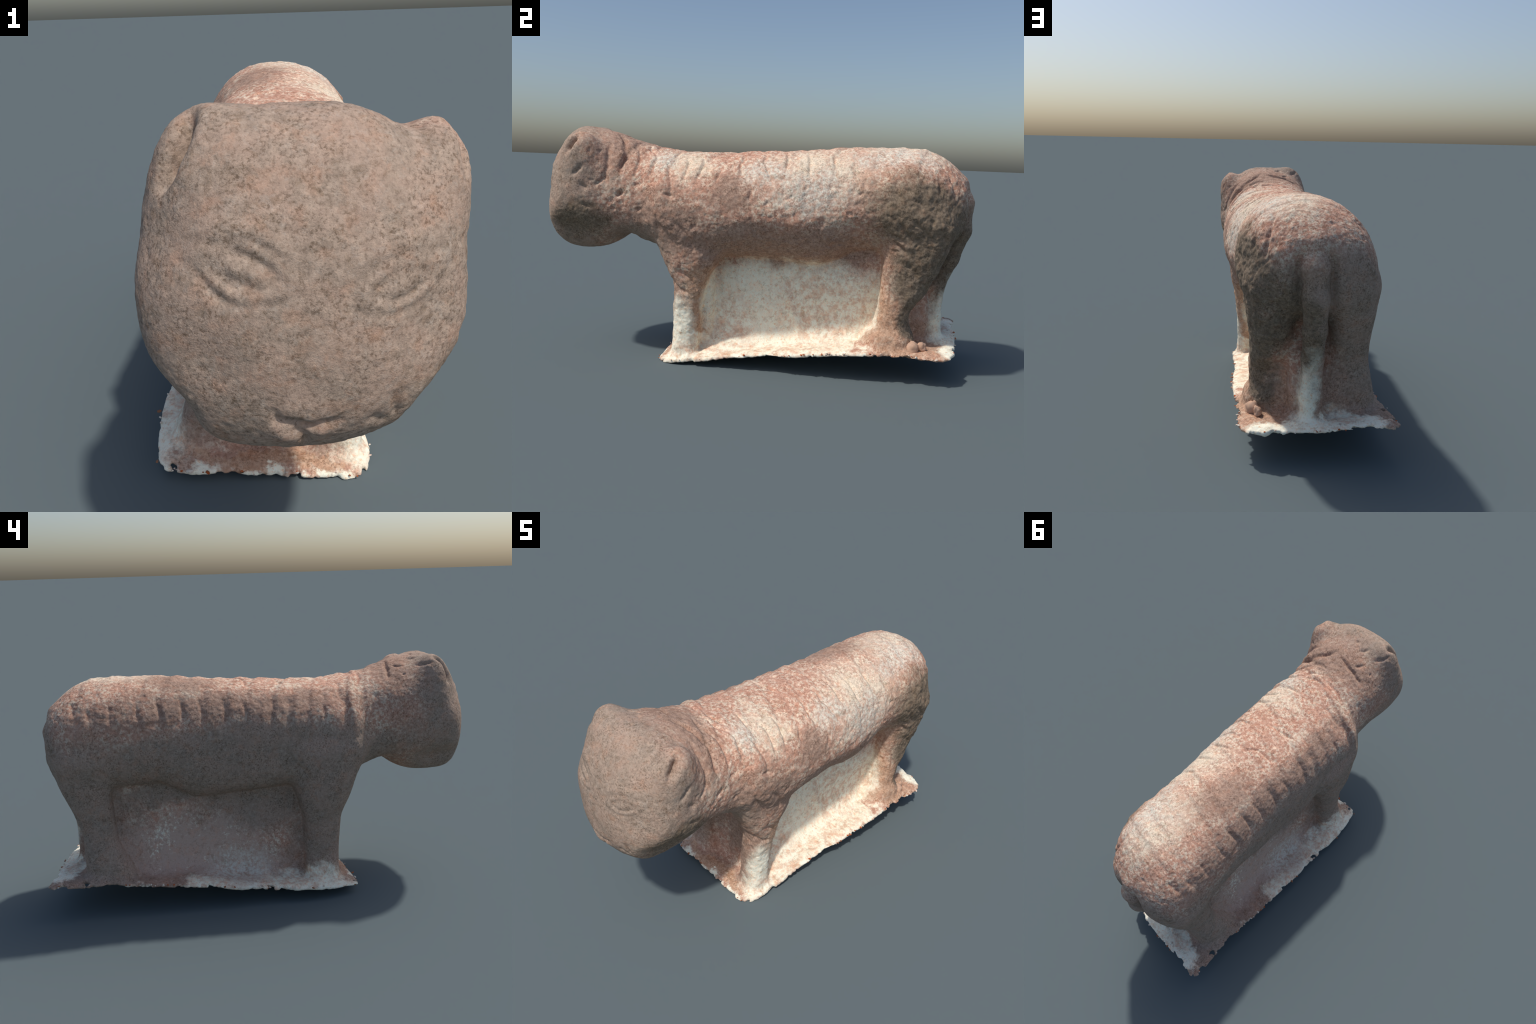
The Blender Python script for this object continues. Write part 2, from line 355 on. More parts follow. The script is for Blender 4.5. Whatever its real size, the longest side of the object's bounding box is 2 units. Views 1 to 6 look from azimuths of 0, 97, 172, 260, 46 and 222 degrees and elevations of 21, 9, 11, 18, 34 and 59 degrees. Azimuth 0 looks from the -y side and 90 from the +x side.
# soft ellipsoidal patches of each skin: (centre, radii, softness); later kinds lie over earlier ones
PATCH = dict(
    CREAM=[((0.2, 0.32, 0.86), (0.17, 0.26, 0.14), 0.5), ((0.1, 0.65, 1.0), (0.14, 0.2, 0.1), 0.5), ((0.22, -0.3, 0.9), (0.1, 0.12, 0.08), 0.5)],
    OCHRE=[((0.24, -0.2, 0.25), (0.08, 0.12, 0.25), 0.3), ((0.2, 0.62, 0.25), (0.12, 0.14, 0.22), 0.3), ((0.05, 0.75, 0.12), (0.3, 0.25, 0.16), 0.4)],
    DUSK=[((0.24, 0.1, 0.56), (0.16, 0.62, 0.11), 0.4), ((0.3, -0.38, 0.62), (0.2, 0.2, 0.17), 0.4), ((0.0, -0.36, 0.3), (0.3, 0.1, 0.3), 0.3), ((0.05, -0.62, 0.95), (0.3, 0.1, 0.2), 0.5),  # first entry: shade under the belly curve, painted as a mild brown band
          ((0.28, -0.08, 0.76), (0.1, 0.12, 0.1), 0.5), ((-0.02, 0.36, 1.0), (0.09, 0.16, 0.1), 0.6), ((-0.25, 0.25, 0.1), (0.17, 0.7, 0.12), 0.4), ((-0.1, 0.9, 0.2), (0.3, 0.2, 0.17), 0.4), ((-0.17, 0.2, 0.9), (0.08, 0.7, 0.07), 0.5)],
    GREY=[((0.04, -0.88, 0.75), (0.5, 0.21, 0.5), 0.25), ((-0.32, 0.1, 0.60), (0.24, 1.15, 0.26), 0.2), ((-0.25, 0.75, 0.45), (0.2, 0.25, 0.38), 0.3), ((-0.25, -0.3, 0.4), (0.17, 0.25, 0.33), 0.3),
          ((-0.13, 0.06, 0.43), (0.1, 0.3, 0.15), 0.4), ((-0.13, 0.4, 0.50), (0.1, 0.3, 0.07), 0.4), ((-0.1, 0.95, 0.57), (0.34, 0.16, 0.3), 0.3), ((0.1, -0.5, 0.55), (0.35, 0.17, 0.12), 0.4)],
    OLIVE=[((0.30, 0.76, 0.74), (0.16, 0.27, 0.17), 0.32), ((0.28, 0.78, 0.52), (0.14, 0.16, 0.22), 0.35), ((0.25, 0.75, 0.3), (0.10, 0.08, 0.14), 0.3), ((0.15, 0.92, 0.5), (0.12, 0.12, 0.28), 0.3),
           ((0.3, -0.78, 0.62), (0.15, 0.14, 0.1), 0.4)],
    CHALK=[((0.15, 0.19, 0.27), (0.10, 0.47, 0.22), 0.2), ((0.27, -0.33, 0.15), (0.06, 0.09, 0.17), 0.5), ((0.05, 0.95, 0.14), (0.35, 0.11, 0.06), 0.15), ((0.08, 0.88, 0.22), (0.045, 0.06, 0.17), 0.65),
           ((0.0, -0.44, 0.03), (0.35, 0.05, 0.06), 0.2), ((-0.33, -0.2, 0.05), (0.05, 0.3, 0.05), 0.25), ((0.25, 0.15, 0.08), (0.12, 0.6, 0.06), 0.25)],
    ROSE=[((-0.06, -0.372, 0.05), (0.19, 0.032, 0.06), 0.25), ((0.13, -0.372, 0.04), (0.08, 0.025, 0.05), 0.3), ((0.27, -0.1, 0.06), (0.06, 0.14, 0.05), 0.3), ((0.3, 0.66, 0.14), (0.06, 0.08, 0.05), 0.3)],
    STAIN=[((0.14, 0.36, 0.28), (0.1, 0.27, 0.2), 0.4), ((0.14, -0.08, 0.2), (0.08, 0.1, 0.12), 0.5), ((0.25, 0.2, 0.06), (0.1, 0.7, 0.06), 0.4), ((-0.3, 0.2, 0.09), (0.09, 0.75, 0.045), 0.3), ((-0.05, 0.9, 0.12), (0.1, 0.08, 0.06), 0.4)],
    BLOOM=[((-0.19, 0.14, 0.12), (0.1, 0.14, 0.09), 0.6), ((0.29, 0.27, 0.82), (0.10, 0.15, 0.09), 0.6), ((0.26, 0.05, 0.88), (0.08, 0.1, 0.05), 0.6), ((0.2, -0.42, 0.9), (0.08, 0.05, 0.08), 0.6), ((0.2, 0.6, 0.97), (0.1, 0.16, 0.05), 0.6)],
    PALE=[((-0.2, 0.14, 0.13), (0.16, 0.22, 0.10), 0.5), ((-0.15, 0.36, 0.25), (0.1, 0.3, 0.14), 0.6), ((0.17, 0.84, 0.28), (0.05, 0.1, 0.05), 0.5)],
)


# ---------------------------------------------------------------- noise
def _hash(ix, iy, iz, seed):
    h = (ix.astype(np.int64) * 374761393 + iy.astype(np.int64) * 668265263 + iz.astype(np.int64) * 2147483647 + seed * 974711) & 0xFFFFFFFF
    h = ((h ^ (h >> 13)) * 1274126177) & 0xFFFFFFFF
    h = ((h ^ (h >> 16)) * 2246822519) & 0xFFFFFFFF
    return h ^ (h >> 15)


def noise(x, y, z, seed=0):
    """Gradient noise, about -1..1."""
    x, y, z = np.broadcast_arrays(x, y, z)
    ix, iy, iz = np.floor(x), np.floor(y), np.floor(z)
    fx, fy, fz = x - ix, y - iy, z - iz
    ux, uy, uz = (f * f * f * (f * (f * 6 - 15) + 10) for f in (fx, fy, fz))
    out = 0
    for a in (0, 1):
        for b in (0, 1):
            for c in (0, 1):
                h = _hash(ix + a, iy + b, iz + c, seed)
                gx = ((h & 1023) / 511.5) - 1
                gy = (((h >> 10) & 1023) / 511.5) - 1
                gz = (((h >> 20) & 1023) / 511.5) - 1
                w = (ux if a else 1 - ux) * (uy if b else 1 - uy) * (uz if c else 1 - uz)
                out = out + w * (gx * (fx - a) + gy * (fy - b) + gz * (fz - c))
    return out * 1.4


def fbm(p, freq, octaves=3, seed=0, gain=0.5):
    out, amp = 0, 1.0
    for o in range(octaves):
        out = out + amp * noise(*(p.T * freq), seed=seed + o)
        freq, amp = freq * 2.03, amp * gain
    return out


# ---------------------------------------------------------------- meshing
def ragged(x, y):
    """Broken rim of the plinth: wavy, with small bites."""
    n = 0.009 * noise(x * 9, y * 9, 0.5, 3) + 0.013 * noise(x * 26, y * 26, 0.5, 4) + 0.011 * noise(x * 58, y * 58, 0.5, 5)
    bite = np.clip(noise(x * 19, y * 19, 0.5, 7) - 0.28, 0, 1)
    return n + 0.08 * bite


def solid(x, y, z):
    d = torso(x, y, z)
    d = smin(d, smin(head(x, y, z), ears(x, y, z), 0.055), 0.05)
    d = smin(d, forelegs(x, y, z), 0.04)
    d = smin(d, hindlegs(x, y, z), 0.045)
    d = smax(d, -tail_trough(x, y, z), 0.05)
    d = smin(d, tail(x, y, z), 0.02)
    d = smin(d, panel(x, y, z), 0.014)
    p, edge, top = plinth(x, y, z)
    d = smin(d, p, 0.036)
    rim = edge + ragged(x, y)
    top = top + 0.010 * noise(x * 11, y * 11, 2.5, 8) * sstep(-0.05, 0.0, edge)
    d = smax(d, rim - 4 * np.maximum(0, z - top - 0.01), 0.006)
    under = top - RIM_THICK - 0.006 * noise(x * 7, y * 7, 1.5, 6) * sstep(-0.06, 0.0, edge)
    return smax(d, under - z, 0.006)


def gradient(p, e=0.0015):
    g = np.empty_like(p)
    for i in range(3):
        a, b = p.copy(), p.copy()
        a[:, i] += e
        b[:, i] -= e
        g[:, i] = (solid(*a.T) - solid(*b.T)) / (2 * e)
    return g


def net(lo, hi, h):
    """Surface net of the implicit solid: one vertex per crossed cell, one quad per crossed edge."""
    ax = [np.arange(l, u + h, h) for l, u in zip(lo, hi)]
    f = solid(ax[0][:, None, None], ax[1][None, :, None], ax[2][None, None, :])
    s = f < 0
    nx, ny, nz = (n - 1 for n in f.shape)
    c = np.zeros((nx, ny, nz), np.int8)
    for a in (0, 1):
        for b in (0, 1):
            for d in (0, 1):
                c += s[a:nx + a, b:ny + b, d:nz + d]
    cells = np.argwhere((c > 0) & (c < 8))
    idx = -np.ones((nx, ny, nz), np.int64)
    idx[tuple(cells.T)] = np.arange(len(cells))
    acc, cnt = np.zeros((len(cells), 3)), np.zeros(len(cells))
    corner = [(a, b, d) for a in (0, 1) for b in (0, 1) for d in (0, 1)]
    i, j, k = cells.T
    for p in corner:
        for axis in range(3):
            if p[axis]:
                continue
            q = list(p)
            q[axis] = 1
            fa, fb = f[i + p[0], j + p[1], k + p[2]], f[i + q[0], j + q[1], k + q[2]]
            m = (fa < 0) != (fb < 0)
            t = np.where(m, fa / np.where(m, fa - fb, 1), 0)
            pt = np.repeat(np.array([p], float), len(cells), 0)
            pt[:, axis] += t
            acc += pt * m[:, None]
            cnt += m
    verts = (cells + acc / cnt[:, None]) * h + np.array([a[0] for a in ax])
    quads = []
    for axis in range(3):
        u, v = [(1, 2), (2, 0), (0, 1)][axis]
        sl_a, sl_b = [slice(None)] * 3, [slice(None)] * 3
        sl_a[axis], sl_b[axis] = slice(0, -1), slice(1, None)
        e = np.argwhere(s[tuple(sl_a)] != s[tuple(sl_b)])
        e = e[(e[:, u] > 0) & (e[:, v] > 0) & (e[:, u] < f.shape[u] - 1) & (e[:, v] < f.shape[v] - 1)]
        inside = s[tuple(e.T)]
        ring = []
        for du, dv in ((-1, -1), (0, -1), (0, 0), (-1, 0)):
            q = e.copy()
            q[:, u] += du
            q[:, v] += dv
            ring.append(idx[tuple(q.T)])
        ring = np.array(ring).T
        ring[~inside] = ring[~inside][:, ::-1]
        quads.append(ring)
    return verts, np.concatenate(quads)


def refine(v, q):
    """Split every quad into four."""
    e = np.concatenate([np.stack([q[:, i], q[:, (i + 1) % 4]], 1) for i in range(4)])
    e.sort(axis=1)
    key = e[:, 0] * len(v) + e[:, 1]
    uniq, inv = np.unique(key, return_inverse=True)
    mids = (v[uniq // len(v)] + v[uniq % len(v)]) / 2
    n = len(q)
    m = (inv + len(v)).reshape(4, n).T
    c = np.arange(n) + len(v) + len(uniq)
    v2 = np.concatenate([v, mids, v[q].mean(1)])
    q2 = np.concatenate([np.stack([q[:, i], m[:, i], c, m[:, (i + 3) % 4]], 1) for i in range(4)])
    return v2, q2


def project(v, steps=2):
    for _ in range(steps):
        g = gradient(v)
        f = solid(*v.T)
        n2 = (g * g).sum(1)
        v = v - g * np.clip(f / np.maximum(n2, 0.15), -0.006, 0.006)[:, None]
    return v


def vertex_normals(v, q):
    n = np.cross(v[q[:, 2]] - v[q[:, 0]], v[q[:, 3]] - v[q[:, 1]])
    out = np.zeros_like(v)
    for i in range(4):
        for k in range(3):
            out[:, k] += np.bincount(q[:, i], n[:, k], len(v))
    return out / np.maximum(np.linalg.norm(out, axis=1), 1e-12)[:, None]


def groove_depth(v, line, width):
    """exp falloff to a polyline on the surface, sampled smoothly, fading at its ends."""
    line = np.array(line, float)
    lo, hi = line.min(0) - 3.2 * width, line.max(0) + 3.2 * width
    near = np.where(((v > lo) & (v < hi)).all(1))[0]
    if not len(near):
        return near, np.zeros(0)
    p = v[near]
    best, at, run = np.full(len(p), 9.0), np.zeros(len(p)), 0.0
    for a, b in zip(line[:-1], line[1:]):
        ab = b - a
        ln = np.linalg.norm(ab) + 1e-9
        t = np.clip((p - a) @ ab / ln**2, 0, 1)
        d = np.linalg.norm(p - a - t[:, None] * ab, axis=1)
        at = np.where(d < best, run + t * ln, at)
        best = np.minimum(best, d)
        run += ln
    fade = np.minimum(1, np.minimum(at, run - at) / (0.2 * run + 1e-6) * 0.6 + 0.4)
    return near, np.exp(-(best / width) ** 2) * fade


def weather(v, n):
    """Signed relief along the normal: carved lines, body rings, lumps, chisel pits."""
    x, y, z = v.T
    rim_free = 1 - sstep(0.05, 0.0, z - plinth_top(y, x))
    d = np.zeros(len(v))
    for width, depth, lines in CARVE.values():
        for line in lines:
            i, g = groove_depth(v, line, width)
            d[i] -= depth * g
    for width, height, lines in RAISE.values():
        for line in lines:
            i, g = groove_depth(v, line, width)
            d[i] += height * g
    for ex, ez, a, b, tilt in EYES:
        u = (x - ex) * np.cos(tilt) + (z - ez) * np.sin(tilt)
        w = -(x - ex) * np.sin(tilt) + (z - ez) * np.cos(tilt)
        r = (np.abs(u / a) ** 1.5 + np.abs(w / b) ** 1.5) ** (1 / 1.5)
        ball = 0.0042 * sstep(0.7, 0.1, r) - 0.0030 * np.exp(-((r - 0.72) / 0.16) ** 2)
        rim = 0.0034 * np.exp(-((r - 1.08) / 0.22) ** 2) - 0.0022 * np.exp(-((r - 1.5) / 0.2) ** 2)
        d += (ball + rim) * (y < -0.86) * 0.62 * np.clip(0.75 + 1.1 * noise(x * 17, y * 17, z * 17, 77), 0.1, 1.3)
    for c, r, h in SWELL:
        d += h * np.exp(-(((x - c[0]) ** 2 + (y - c[1]) ** 2 + (z - c[2]) ** 2) / r**2))
    # rings round the back, like a pelt: a ledge with one steep side
    side = sstep(-0.25, 0.33, x)
    warp = 0.012 * noise(x * 6, y * 6, z * 6, 21)
    upper = sstep(0.69, 0.84, z) * sstep(-0.64, -0.58, y) * sstep(0.86, 0.78, y)
    for k, (yl, yr, deep) in enumerate(RINGS):
        yc = yl + (yr - yl) * side + warp
        u = (y - yc) / 0.040
        ledge = np.exp(-np.where(u < 0, u * 2.6, u * 0.9) ** 2)
        patch = np.clip(0.75 + 0.9 * noise(x * 5, k * 7.3, z * 5, 22), 0.25, 1.3)
        patch = patch + np.clip(0.35 + 2.6 * noise(0.3, k * 3.7, 0.9, 23), 0, 1.3) * sstep(-0.02, -0.14, x) * sstep(0.95, 0.9, z) * sstep(0.71, 0.85, z + 0.05 * noise(0.1, k * 5.1, 0.4, 24))
        d -= deep * ledge * upper * patch * (1 + 0.7 * sstep(0.86, 0.93, z))
    # general tooling: rougher on the right flank, the haunch and the shoulders, smoother on the left flank and the web
    rough = 0.55 + 0.5 * sstep(0.0, 0.2, x) * (1 - 0.5 * sstep(0.84, 0.94, z)) + 0.22 * sstep(0.8, 0.92, z)
    rough = rough * (1 - 0.4 * sstep(-0.6, -0.68, y))
    rough = rough * (1 - 0.55 * sstep(0.05, -0.1, x) * sstep(0.86, 0.78, z))
    rough = rough * (1 - 0.6 * sstep(0.5, 0.42, z) * sstep(-0.16, -0.1, y) * sstep(0.56, 0.5, y))
    rough += 0.7 * np.exp(-(((x - 0.3) / 0.15) ** 2 + ((y - 0.74) / 0.17) ** 2 + ((z - 0.66) / 0.2) ** 2))
    rough = rough * (1 - 0.7 * sstep(0.03, 0.0, np.abs(tail(x, y, z))) * sstep(0.8, 0.84, y))
    face = np.exp(-(((x - 0.04) / 0.24) ** 2 + ((y + 1.0) / 0.09) ** 2 + ((z - 0.8) / 0.25) ** 2))
    rough = rough * (1 - 0.6 * face)
    d += rough * (0.0035 * fbm(v, 16, 2, 31) + 0.0026 * fbm(v, 38, 2, 41))
    pits = np.clip(noise(x * 30, y * 30, z * 30, 51) - 0.42, 0, 1)
    d -= rough * rim_free * 0.010 * pits
    d += 0.0009 * fbm(v, 95, 2, 61)
    return v + n * d[:, None]


# ---------------------------------------------------------------- material
class Nodes:
    def __init__(self, name):
        self.mat = bpy.data.materials.new(name)
        self.mat.use_nodes = True
        self.t = self.mat.node_tree
        self.t.nodes.clear()
        self.out = self.new('ShaderNodeOutputMaterial')
        self.bsdf = self.new('ShaderNodeBsdfPrincipled')
        self.link(self.bsdf.outputs[0], self.out.inputs[0])

    def new(self, kind, **props):
        n = self.t.nodes.new(kind)
        for k, v in props.items():
            setattr(n, k, v)
        return n

    def link(self, a, b):
        self.t.links.new(a, b)

    def feed(self, sock, v):
        if hasattr(v, 'is_output'):
            self.link(v, sock)
        else:
            sock.default_value = v

    def math(self, op, a, b=0.0, clamp=False):
        n = self.new('ShaderNodeMath', operation=op, use_clamp=clamp)
        self.feed(n.inputs[0], a)
        self.feed(n.inputs[1], b)
        return n.outputs[0]

    def vec(self, op, a, b=(0, 0, 0)):
        n = self.new('ShaderNodeVectorMath', operation=op)
        self.feed(n.inputs[0], a)
        self.feed(n.inputs[1], b)
        return n.outputs['Value'] if op == 'LENGTH' else n.outputs[0]

    def scale(self, a, s):
        n = self.new('ShaderNodeVectorMath', operation='SCALE')
        self.link(a, n.inputs[0])
        n.inputs['Scale'].default_value = s
        return n.outputs[0]

    def noise(self, co, scale, detail=3.0, rough=0.55, colour=False):
        n = self.new('ShaderNodeTexNoise')
        self.link(co, n.inputs['Vector'])
        n.inputs['Scale'].default_value = scale
        n.inputs['Detail'].default_value = detail
        n.inputs['Roughness'].default_value = rough
        return n.outputs['Color' if colour else 'Fac']

    def ramp(self, v, a, b, lo=0.0, hi=1.0):
        n = self.new('ShaderNodeMapRange', interpolation_type='SMOOTHSTEP')
        self.feed(n.inputs['Value'], v)
        for k, x in zip(('From Min', 'From Max', 'To Min', 'To Max'), (a, b, lo, hi)):
            n.inputs[k].default_value = x
        return n.outputs[0]

    def mix(self, f, a, b, mode='MIX'):
        n = self.new('ShaderNodeMix', data_type='RGBA', blend_type=mode)
        self.feed(n.inputs[0], f)
        for s, v in ((n.inputs[6], a), (n.inputs[7], b)):
            self.feed(s, v if hasattr(v, 'is_output') else (*v, 1.0))
        return n.outputs[2]

    def blob(self, co, centre, radii, soft=0.35):
        """Soft ellipsoidal patch: 1 inside, 0 outside."""
        d = self.vec('LENGTH', self.vec('DIVIDE', self.vec('SUBTRACT', co, centre), radii))
        return self.ramp(d, 1 + soft, 1 - soft)

    def any_of(self, masks):
        out = masks[0]
        for m in masks[1:]:
            out = self.math('MAXIMUM', out, m)
        return out


def stone_material():
    m = Nodes('weathered_granite')
    co = m.new('ShaderNodeTexCoord').outputs['Object']
    w1 = m.scale(m.vec('SUBTRACT', m.noise(co, 5.0, 4, 0.6, True), (0.5, 0.5, 0.5)), 0.22)
    w2 = m.scale(m.vec('SUBTRACT', m.noise(co, 38.0, 4, 0.7, True), (0.5, 0.5, 0.5)), 0.07)
    p = m.vec('ADD', m.vec('ADD', co, w1), w2)
    sep = m.new('ShaderNodeSeparateXYZ')
    m.link(p, sep.inputs[0])
    X, Y, Z = sep.outputs

    grain = m.noise(co, 150.0, 5, 0.7)
    fine = m.noise(co, 340.0, 3, 0.6)
    blot = m.noise(co, 62.0, 5, 0.68)
    large = m.noise(co, 7.0, 3, 0.55)

    # pink feldspar stone with cream bloom
    pink = m.mix(m.ramp(blot, 0.36, 0.62), PINK_DEEP, PINK)
    cream_amount = m.math('ADD', m.ramp(blot, 0.42, 0.66), m.math('MULTIPLY', m.math('SUBTRACT', large, 0.56), 2.6), True)
    cream_amount = m.math('ADD', cream_amount, m.math('MULTIPLY', m.any_of([m.blob(p, c, r, s) for c, r, s in PATCH['CREAM']]), 0.55), True)
    back = m.mix(cream_amount, pink, CREAM)
    # grey-brown lichened skin
    grey = m.mix(m.ramp(blot, 0.35, 0.65), GREY_DARK, GREY)
    grey = m.mix(m.ramp(m.noise(co, 11.0, 3, 0.6), 0.40, 0.60, 0, 0.5), grey, GREY_WARM)
    olive = m.mix(m.ramp(blot, 0.34, 0.66), OLIVE_DARK, OLIVE)
    chalk = m.mix(m.ramp(m.noise(co, 75.0, 5, 0.75), 0.52, 0.66, 0, 0.8), CHALK, RUST_PALE)
    ochre = m.mix(m.ramp(blot, 0.38, 0.64), OCHRE_DARK, OCHRE)
    dusk = m.mix(m.ramp(blot, 0.38, 0.64), DUSK_DARK, DUSK)

    pale = m.mix(m.ramp(m.math('ADD', blot, m.math('MULTIPLY', m.math('SUBTRACT', large, 0.5), 0.8)), 0.56, 0.78), PALE_PINK, CHALK)

    stained = m.mix(m.ramp(m.noise(co, 26.0, 6, 0.72), 0.40, 0.64, 0, 0.85), chalk, m.mix(m.ramp(blot, 0.36, 0.64), WASH_DEEP, WASH))
    bloom = m.mix(m.ramp(blot, 0.36, 0.64, 0.3, 0.9), pink, (0.72, 0.70, 0.60))

    col, clean = back, 0.0
    for name, colour in (('OCHRE', ochre), ('DUSK', dusk), ('GREY', grey), ('OLIVE', olive), ('CHALK', chalk), ('ROSE', ochre), ('PALE', pale), ('STAIN', stained), ('BLOOM', bloom)):
        spots = [m.blob(p, c, r, s) for c, r, s in PATCH[name]]
        if spots:
            f = m.any_of(spots)
            col = m.mix(f, col, colour)
            if name in ('CHALK', 'PALE', 'STAIN'):
                clean = m.math('MAXIMUM', clean, f)
    # drifting hues: russet, umber and cool grey stains
    col = m.mix(m.ramp(m.noise(co, 24.0, 4, 0.65), 0.50, 0.68, 0, 0.6), col, (1.08, 0.92, 0.84), 'MULTIPLY')
    col = m.mix(m.ramp(m.noise(p, 33.0, 4, 0.7), 0.48, 0.34, 0, 0.7), col, (0.70, 0.66, 0.60), 'MULTIPLY')
    col = m.mix(m.ramp(m.noise(p, 46.0, 3, 0.6), 0.54, 0.66, 0, 0.6), col, (1.02, 1.10, 1.16), 'MULTIPLY')
    # mineral grain: dark and light flecks, denser in places, hardly any on the chalky skin
    dirty = m.math('MULTIPLY', m.math('SUBTRACT', 1.0, m.math('MULTIPLY', clean, 0.8)), m.ramp(m.noise(co, 13.0, 3, 0.6), 0.36, 0.62, 0.45, 1.0))
    col = m.mix(m.math('MULTIPLY', m.ramp(grain, 0.50, 0.37, 0, 0.78), dirty), col, (0.44, 0.40, 0.36), 'MULTIPLY')
    col = m.mix(m.math('MULTIPLY', m.ramp(grain, 0.52, 0.64, 0, 0.50), dirty), col, (1.35, 1.32, 1.28), 'MULTIPLY')
    col = m.mix(m.math('MULTIPLY', m.ramp(fine, 0.42, 0.30, 0, 0.45), dirty), col, (0.55, 0.52, 0.5), 'MULTIPLY')
    m.link(col, m.bsdf.inputs['Base Color'])
    m.bsdf.inputs['Roughness'].default_value = 0.92
    m.bsdf.inputs['Specular IOR Level'].default_value = 0.15
    h = m.math('ADD', m.math('MULTIPLY', grain, 0.6), m.math('MULTIPLY', fine, 0.4))
    b = m.new('ShaderNodeBump')
    b.inputs['Strength'].default_value = 0.5
    b.inputs['Distance'].default_value = 0.006
    m.link(h, b.inputs['Height'])
    m.link(b.outputs[0], m.bsdf.inputs['Normal'])
    return m.mat


def chip_material(name, a, b):
    m = Nodes(name)
    co = m.new('ShaderNodeTexCoord').outputs['Object']
    m.link(m.mix(m.ramp(m.noise(co, 60, 4), 0.4, 0.6), a, b), m.bsdf.inputs['Base Color'])
    m.bsdf.inputs['Roughness'].default_value = 0.95
    m.bsdf.inputs['Specular IOR Level'].default_value = 0.1
    return m.mat


# ---------------------------------------------------------------- parts
def regions(c):
    """Part index for every face centre."""
    x, y, z = c.T
    names = ['torso', 'neck', 'head', 'ear', 'ear.001', 'eye', 'eye.001', 'nose', 'forelimb', 'forelimb.001', 'hindlimb', 'hindlimb.001', 'tail', 'stone_web', 'plinth']
    fr, fl = column(x, y, z, 'FR'), column(x, y, z, 'FL')
    hr, hl = column(x, y, z, 'HR'), column(x, y, z, 'HL')
    body = torso(x, y, z)
    lab = np.zeros(len(c), int)
    low = np.maximum(body, -(z - 0.40)) - 0.012
    web = np.minimum(panel(x, y, z), 0.0 * x + 9)
    stack = np.stack([np.where(z > 0.40, body - 0.004, 9), fr, fl, hr, hl, web])
    pick = np.argmin(stack, 0)
    fore, hind = z < 0.66, z < 0.72
    lab = np.select([pick == 1, pick == 2, pick == 3, pick == 4, pick == 5], [8, 9, 10, 11, 13], 0)
    lab = np.where((lab >= 8) & (lab <= 9) & ~fore, 0, lab)
    lab = np.where((lab >= 10) & (lab <= 11) & ~hind, 0, lab)
    lab = np.where((y < -0.43) & (lab == 0), 1, lab)
    jaw = -0.645 + 0.10 * (z - 0.8)
    lab = np.where(y < jaw, 2, lab)
    r, l = par('EAR_R'), par('EAR_L')
    hd = head(x, y, z)
    er, el = ellipsoid(x, y, z, r[:3], r[3:]), ellipsoid(x, y, z, l[:3], l[3:])
    lab = np.where((lab <= 2) & (er < np.minimum(hd, 0.02) + 0.002) & (z > 0.93), 3, lab)
    lab = np.where((lab <= 2) & (el < np.minimum(hd, 0.02) + 0.002) & (z > 0.95), 4, lab)
    for k, (ex, ez, a, b, tilt) in zip((5, 6), EYES):
        u, w = (x - ex) * np.cos(tilt) + (z - ez) * np.sin(tilt), -(x - ex) * np.sin(tilt) + (z - ez) * np.cos(tilt)
        lab = np.where((y < -0.88) & (np.abs(u / a) ** 1.5 + np.abs(w / b) ** 1.5 < 1.4), k, lab)
    lab = np.where((y < -0.88) & (((x - 0.035) / 0.06) ** 2 + ((z - 0.60) / 0.05) ** 2 < 1), 7, lab)
    lab = np.where((tail(x, y, z) < 0.006) & (y > 0.8) & (z < 0.93), 12, lab)
    lab = np.where(z < plinth_top(y, x) + 0.018, 14, lab)
    return names, lab


def part(name, verts, normals, faces, mat, parent):
    used, inv = np.unique(faces, return_inverse=True)
    f = inv.reshape(faces.shape)
    me = bpy.data.meshes.new(name)
    me.vertices.add(len(used))
    me.vertices.foreach_set('co', verts[used].astype(np.float32).ravel())
    me.loops.add(f.size)
    me.loops.foreach_set('vertex_index', f.astype(np.int32).ravel())
    me.polygons.add(len(f))
    me.polygons.foreach_set('loop_start', np.arange(0, f.size, 4, dtype=np.int32))
    me.update(calc_edges=True)
    me.validate()
    me.polygons.foreach_set('use_smooth', np.ones(len(me.polygons), bool))
    me.materials.append(mat)
    me.normals_split_custom_set_from_vertices(normals[used].astype(np.float32))
    ob = bpy.data.objects.new(name, me)
    bpy.context.scene.collection.objects.link(ob)
    ob.parent = parent
    return ob


def lump(centre, size, rng, subdiv=2, rough=0.35):
    """An irregular chip: a squashed, noise-broken icosphere. Returns vertices and triangles."""
    import bmesh
    bm = bmesh.new()
    bmesh.ops.create_icosphere(bm, subdivisions=subdiv, radius=1.0)
    v = np.array([p.co[:] for p in bm.verts])
    f = [[p.index for p in t.verts] for t in bm.faces]
    bm.free()
    o = np.array([rng.uniform(-50, 50) for _ in range(3)])
    v = v * (1 + rough * fbm(v + o, 1.3, 2, 71))[:, None]
    a = rng.uniform(0, 6.28)
    v = v * np.array(size)
    v = np.stack([np.cos(a) * v[:, 0] - np.sin(a) * v[:, 1], np.sin(a) * v[:, 0] + np.cos(a) * v[:, 1], v[:, 2]], 1)
    return v + np.array(centre), f


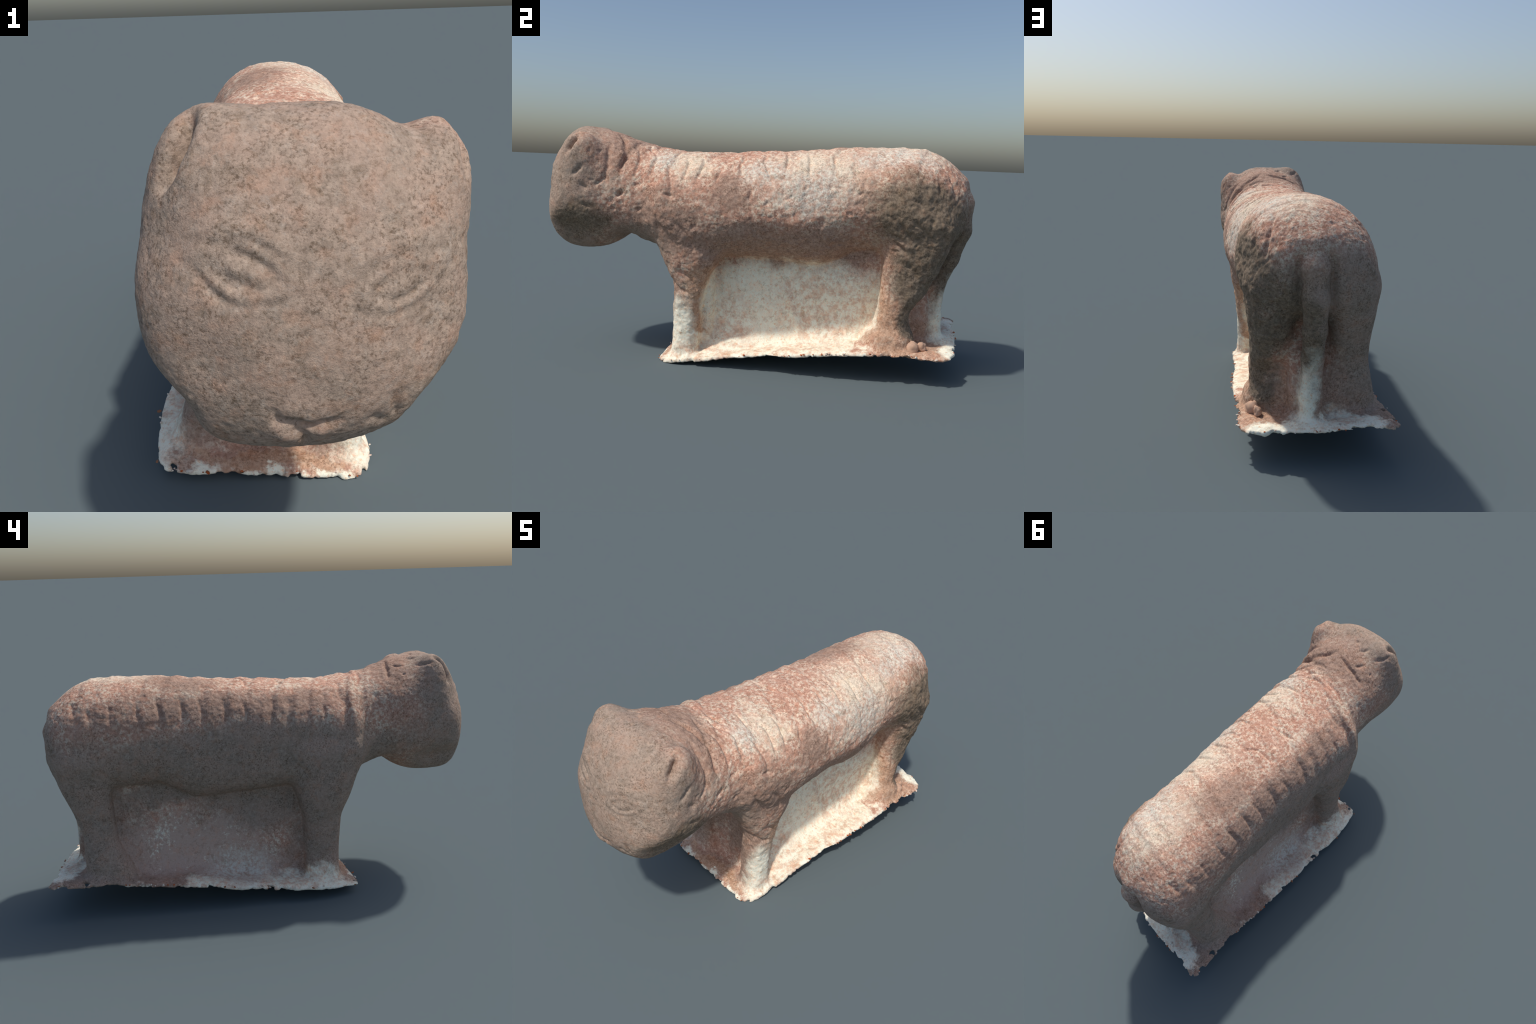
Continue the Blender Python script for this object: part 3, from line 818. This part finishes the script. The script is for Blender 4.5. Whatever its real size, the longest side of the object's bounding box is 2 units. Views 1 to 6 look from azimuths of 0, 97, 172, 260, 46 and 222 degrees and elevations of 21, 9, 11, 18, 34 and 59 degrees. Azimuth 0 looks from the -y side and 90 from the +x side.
def joined(name, pieces, mat, parent, smooth=False):
    vs, fs, base = [], [], 0
    for v, f in pieces:
        vs += [tuple(p) for p in v]
        fs += [[i + base for i in t] for t in f]
        base = len(vs)
    me = bpy.data.meshes.new(name)
    me.from_pydata(vs, [], fs)
    me.polygons.foreach_set('use_smooth', np.full(len(me.polygons), smooth))
    me.materials.append(mat)
    ob = bpy.data.objects.new(name, me)
    bpy.context.scene.collection.objects.link(ob)
    ob.parent = parent
    return ob


def rim_points(count, rng):
    pts = []
    yf, yb, skew = par('BASE_Y')
    while len(pts) < count:
        side = rng.random()
        if side < 0.36:
            y = rng.uniform(-0.4, 0.85)
            x = float(curve(P['BASE_R'], np.array(y)))
        elif side < 0.70:
            y = rng.uniform(-0.4, 0.95)
            x = float(curve(P['BASE_L'], np.array(y)))
        elif side < 0.86:
            x = rng.uniform(-0.29, 0.25)
            y = yf
        else:
            x = rng.uniform(-0.26, 0.29)
            y = yb + skew * x
        e = float(ragged(np.array(x), np.array(y)))
        cx, cy = 0.0, 0.27
        ln = ((x - cx) ** 2 + (y - cy) ** 2) ** 0.5
        ox = (-e - 0.004) if side < 0.36 else (e + 0.004) if side < 0.70 else 0
        oy = (e + 0.004) if 0.70 <= side < 0.86 else (-e - 0.004) if side >= 0.86 else 0
        pts.append((x + ox, y + oy, float(plinth_top(np.array(y), x)) - RIM_THICK * rng.uniform(0.3, 0.9)))
    return pts


def build():
    v, q = net((-0.40, -1.06, -0.03), (0.42, 1.08, 1.12), CELL)
    v = project(v, 2)
    v, q = refine(v, q)
    v = project(v, 1)
    v = weather(v, vertex_normals(v, q))
    v[:, 2] = np.maximum(v[:, 2], 0.0)
    n = vertex_normals(v, q)
    names, lab = regions(v[q].mean(1))

    root = bpy.data.objects.new('stone_statue', None)
    bpy.context.scene.collection.objects.link(root)
    root['label'] = 'weathered pinkish granite carving of a stocky standing beast on a thin plinth'
    root['category'] = 'stone statue'
    stone = stone_material()
    made = {}
    for i, name in enumerate(names):
        sel = q[lab == i]
        if len(sel):
            made[name] = part(name, v, n, sel, stone, root)
    for child, owner in (('ear', 'head'), ('ear.001', 'head'), ('eye', 'head'), ('eye.001', 'head'), ('nose', 'head')):
        if child in made:
            made[child].parent = made[owner]

    rng = random.Random(5)
    chalky = chip_material('chalky_chip', (0.72, 0.66, 0.56), (0.55, 0.40, 0.32))
    rusty = chip_material('rusty_chip', (0.45, 0.10, 0.025), (0.30, 0.16, 0.10))
    pale, rust = [], []
    for pt in rim_points(110, rng):
        s = rng.uniform(0.002, 0.0055)
        (rust if rng.random() < 0.45 else pale).append(lump(pt, (s * rng.uniform(1, 2), s, s * rng.uniform(0.4, 1)), rng, 1, 0.6))
    pale_ob = joined('chalk_crumb', pale, chalky, root)
    rust_ob = joined('rust_crumb', rust, rusty, root)
    pale_ob['kind'] = rust_ob['kind'] = 'stuff'
    pebble = chip_material('pebble_stone', (0.60, 0.38, 0.26), (0.50, 0.33, 0.24))
    for c, s in PEBBLES:
        joined('pebble', [lump(np.array(c), s, rng, 3, 0.38)], pebble, root, True)


build()
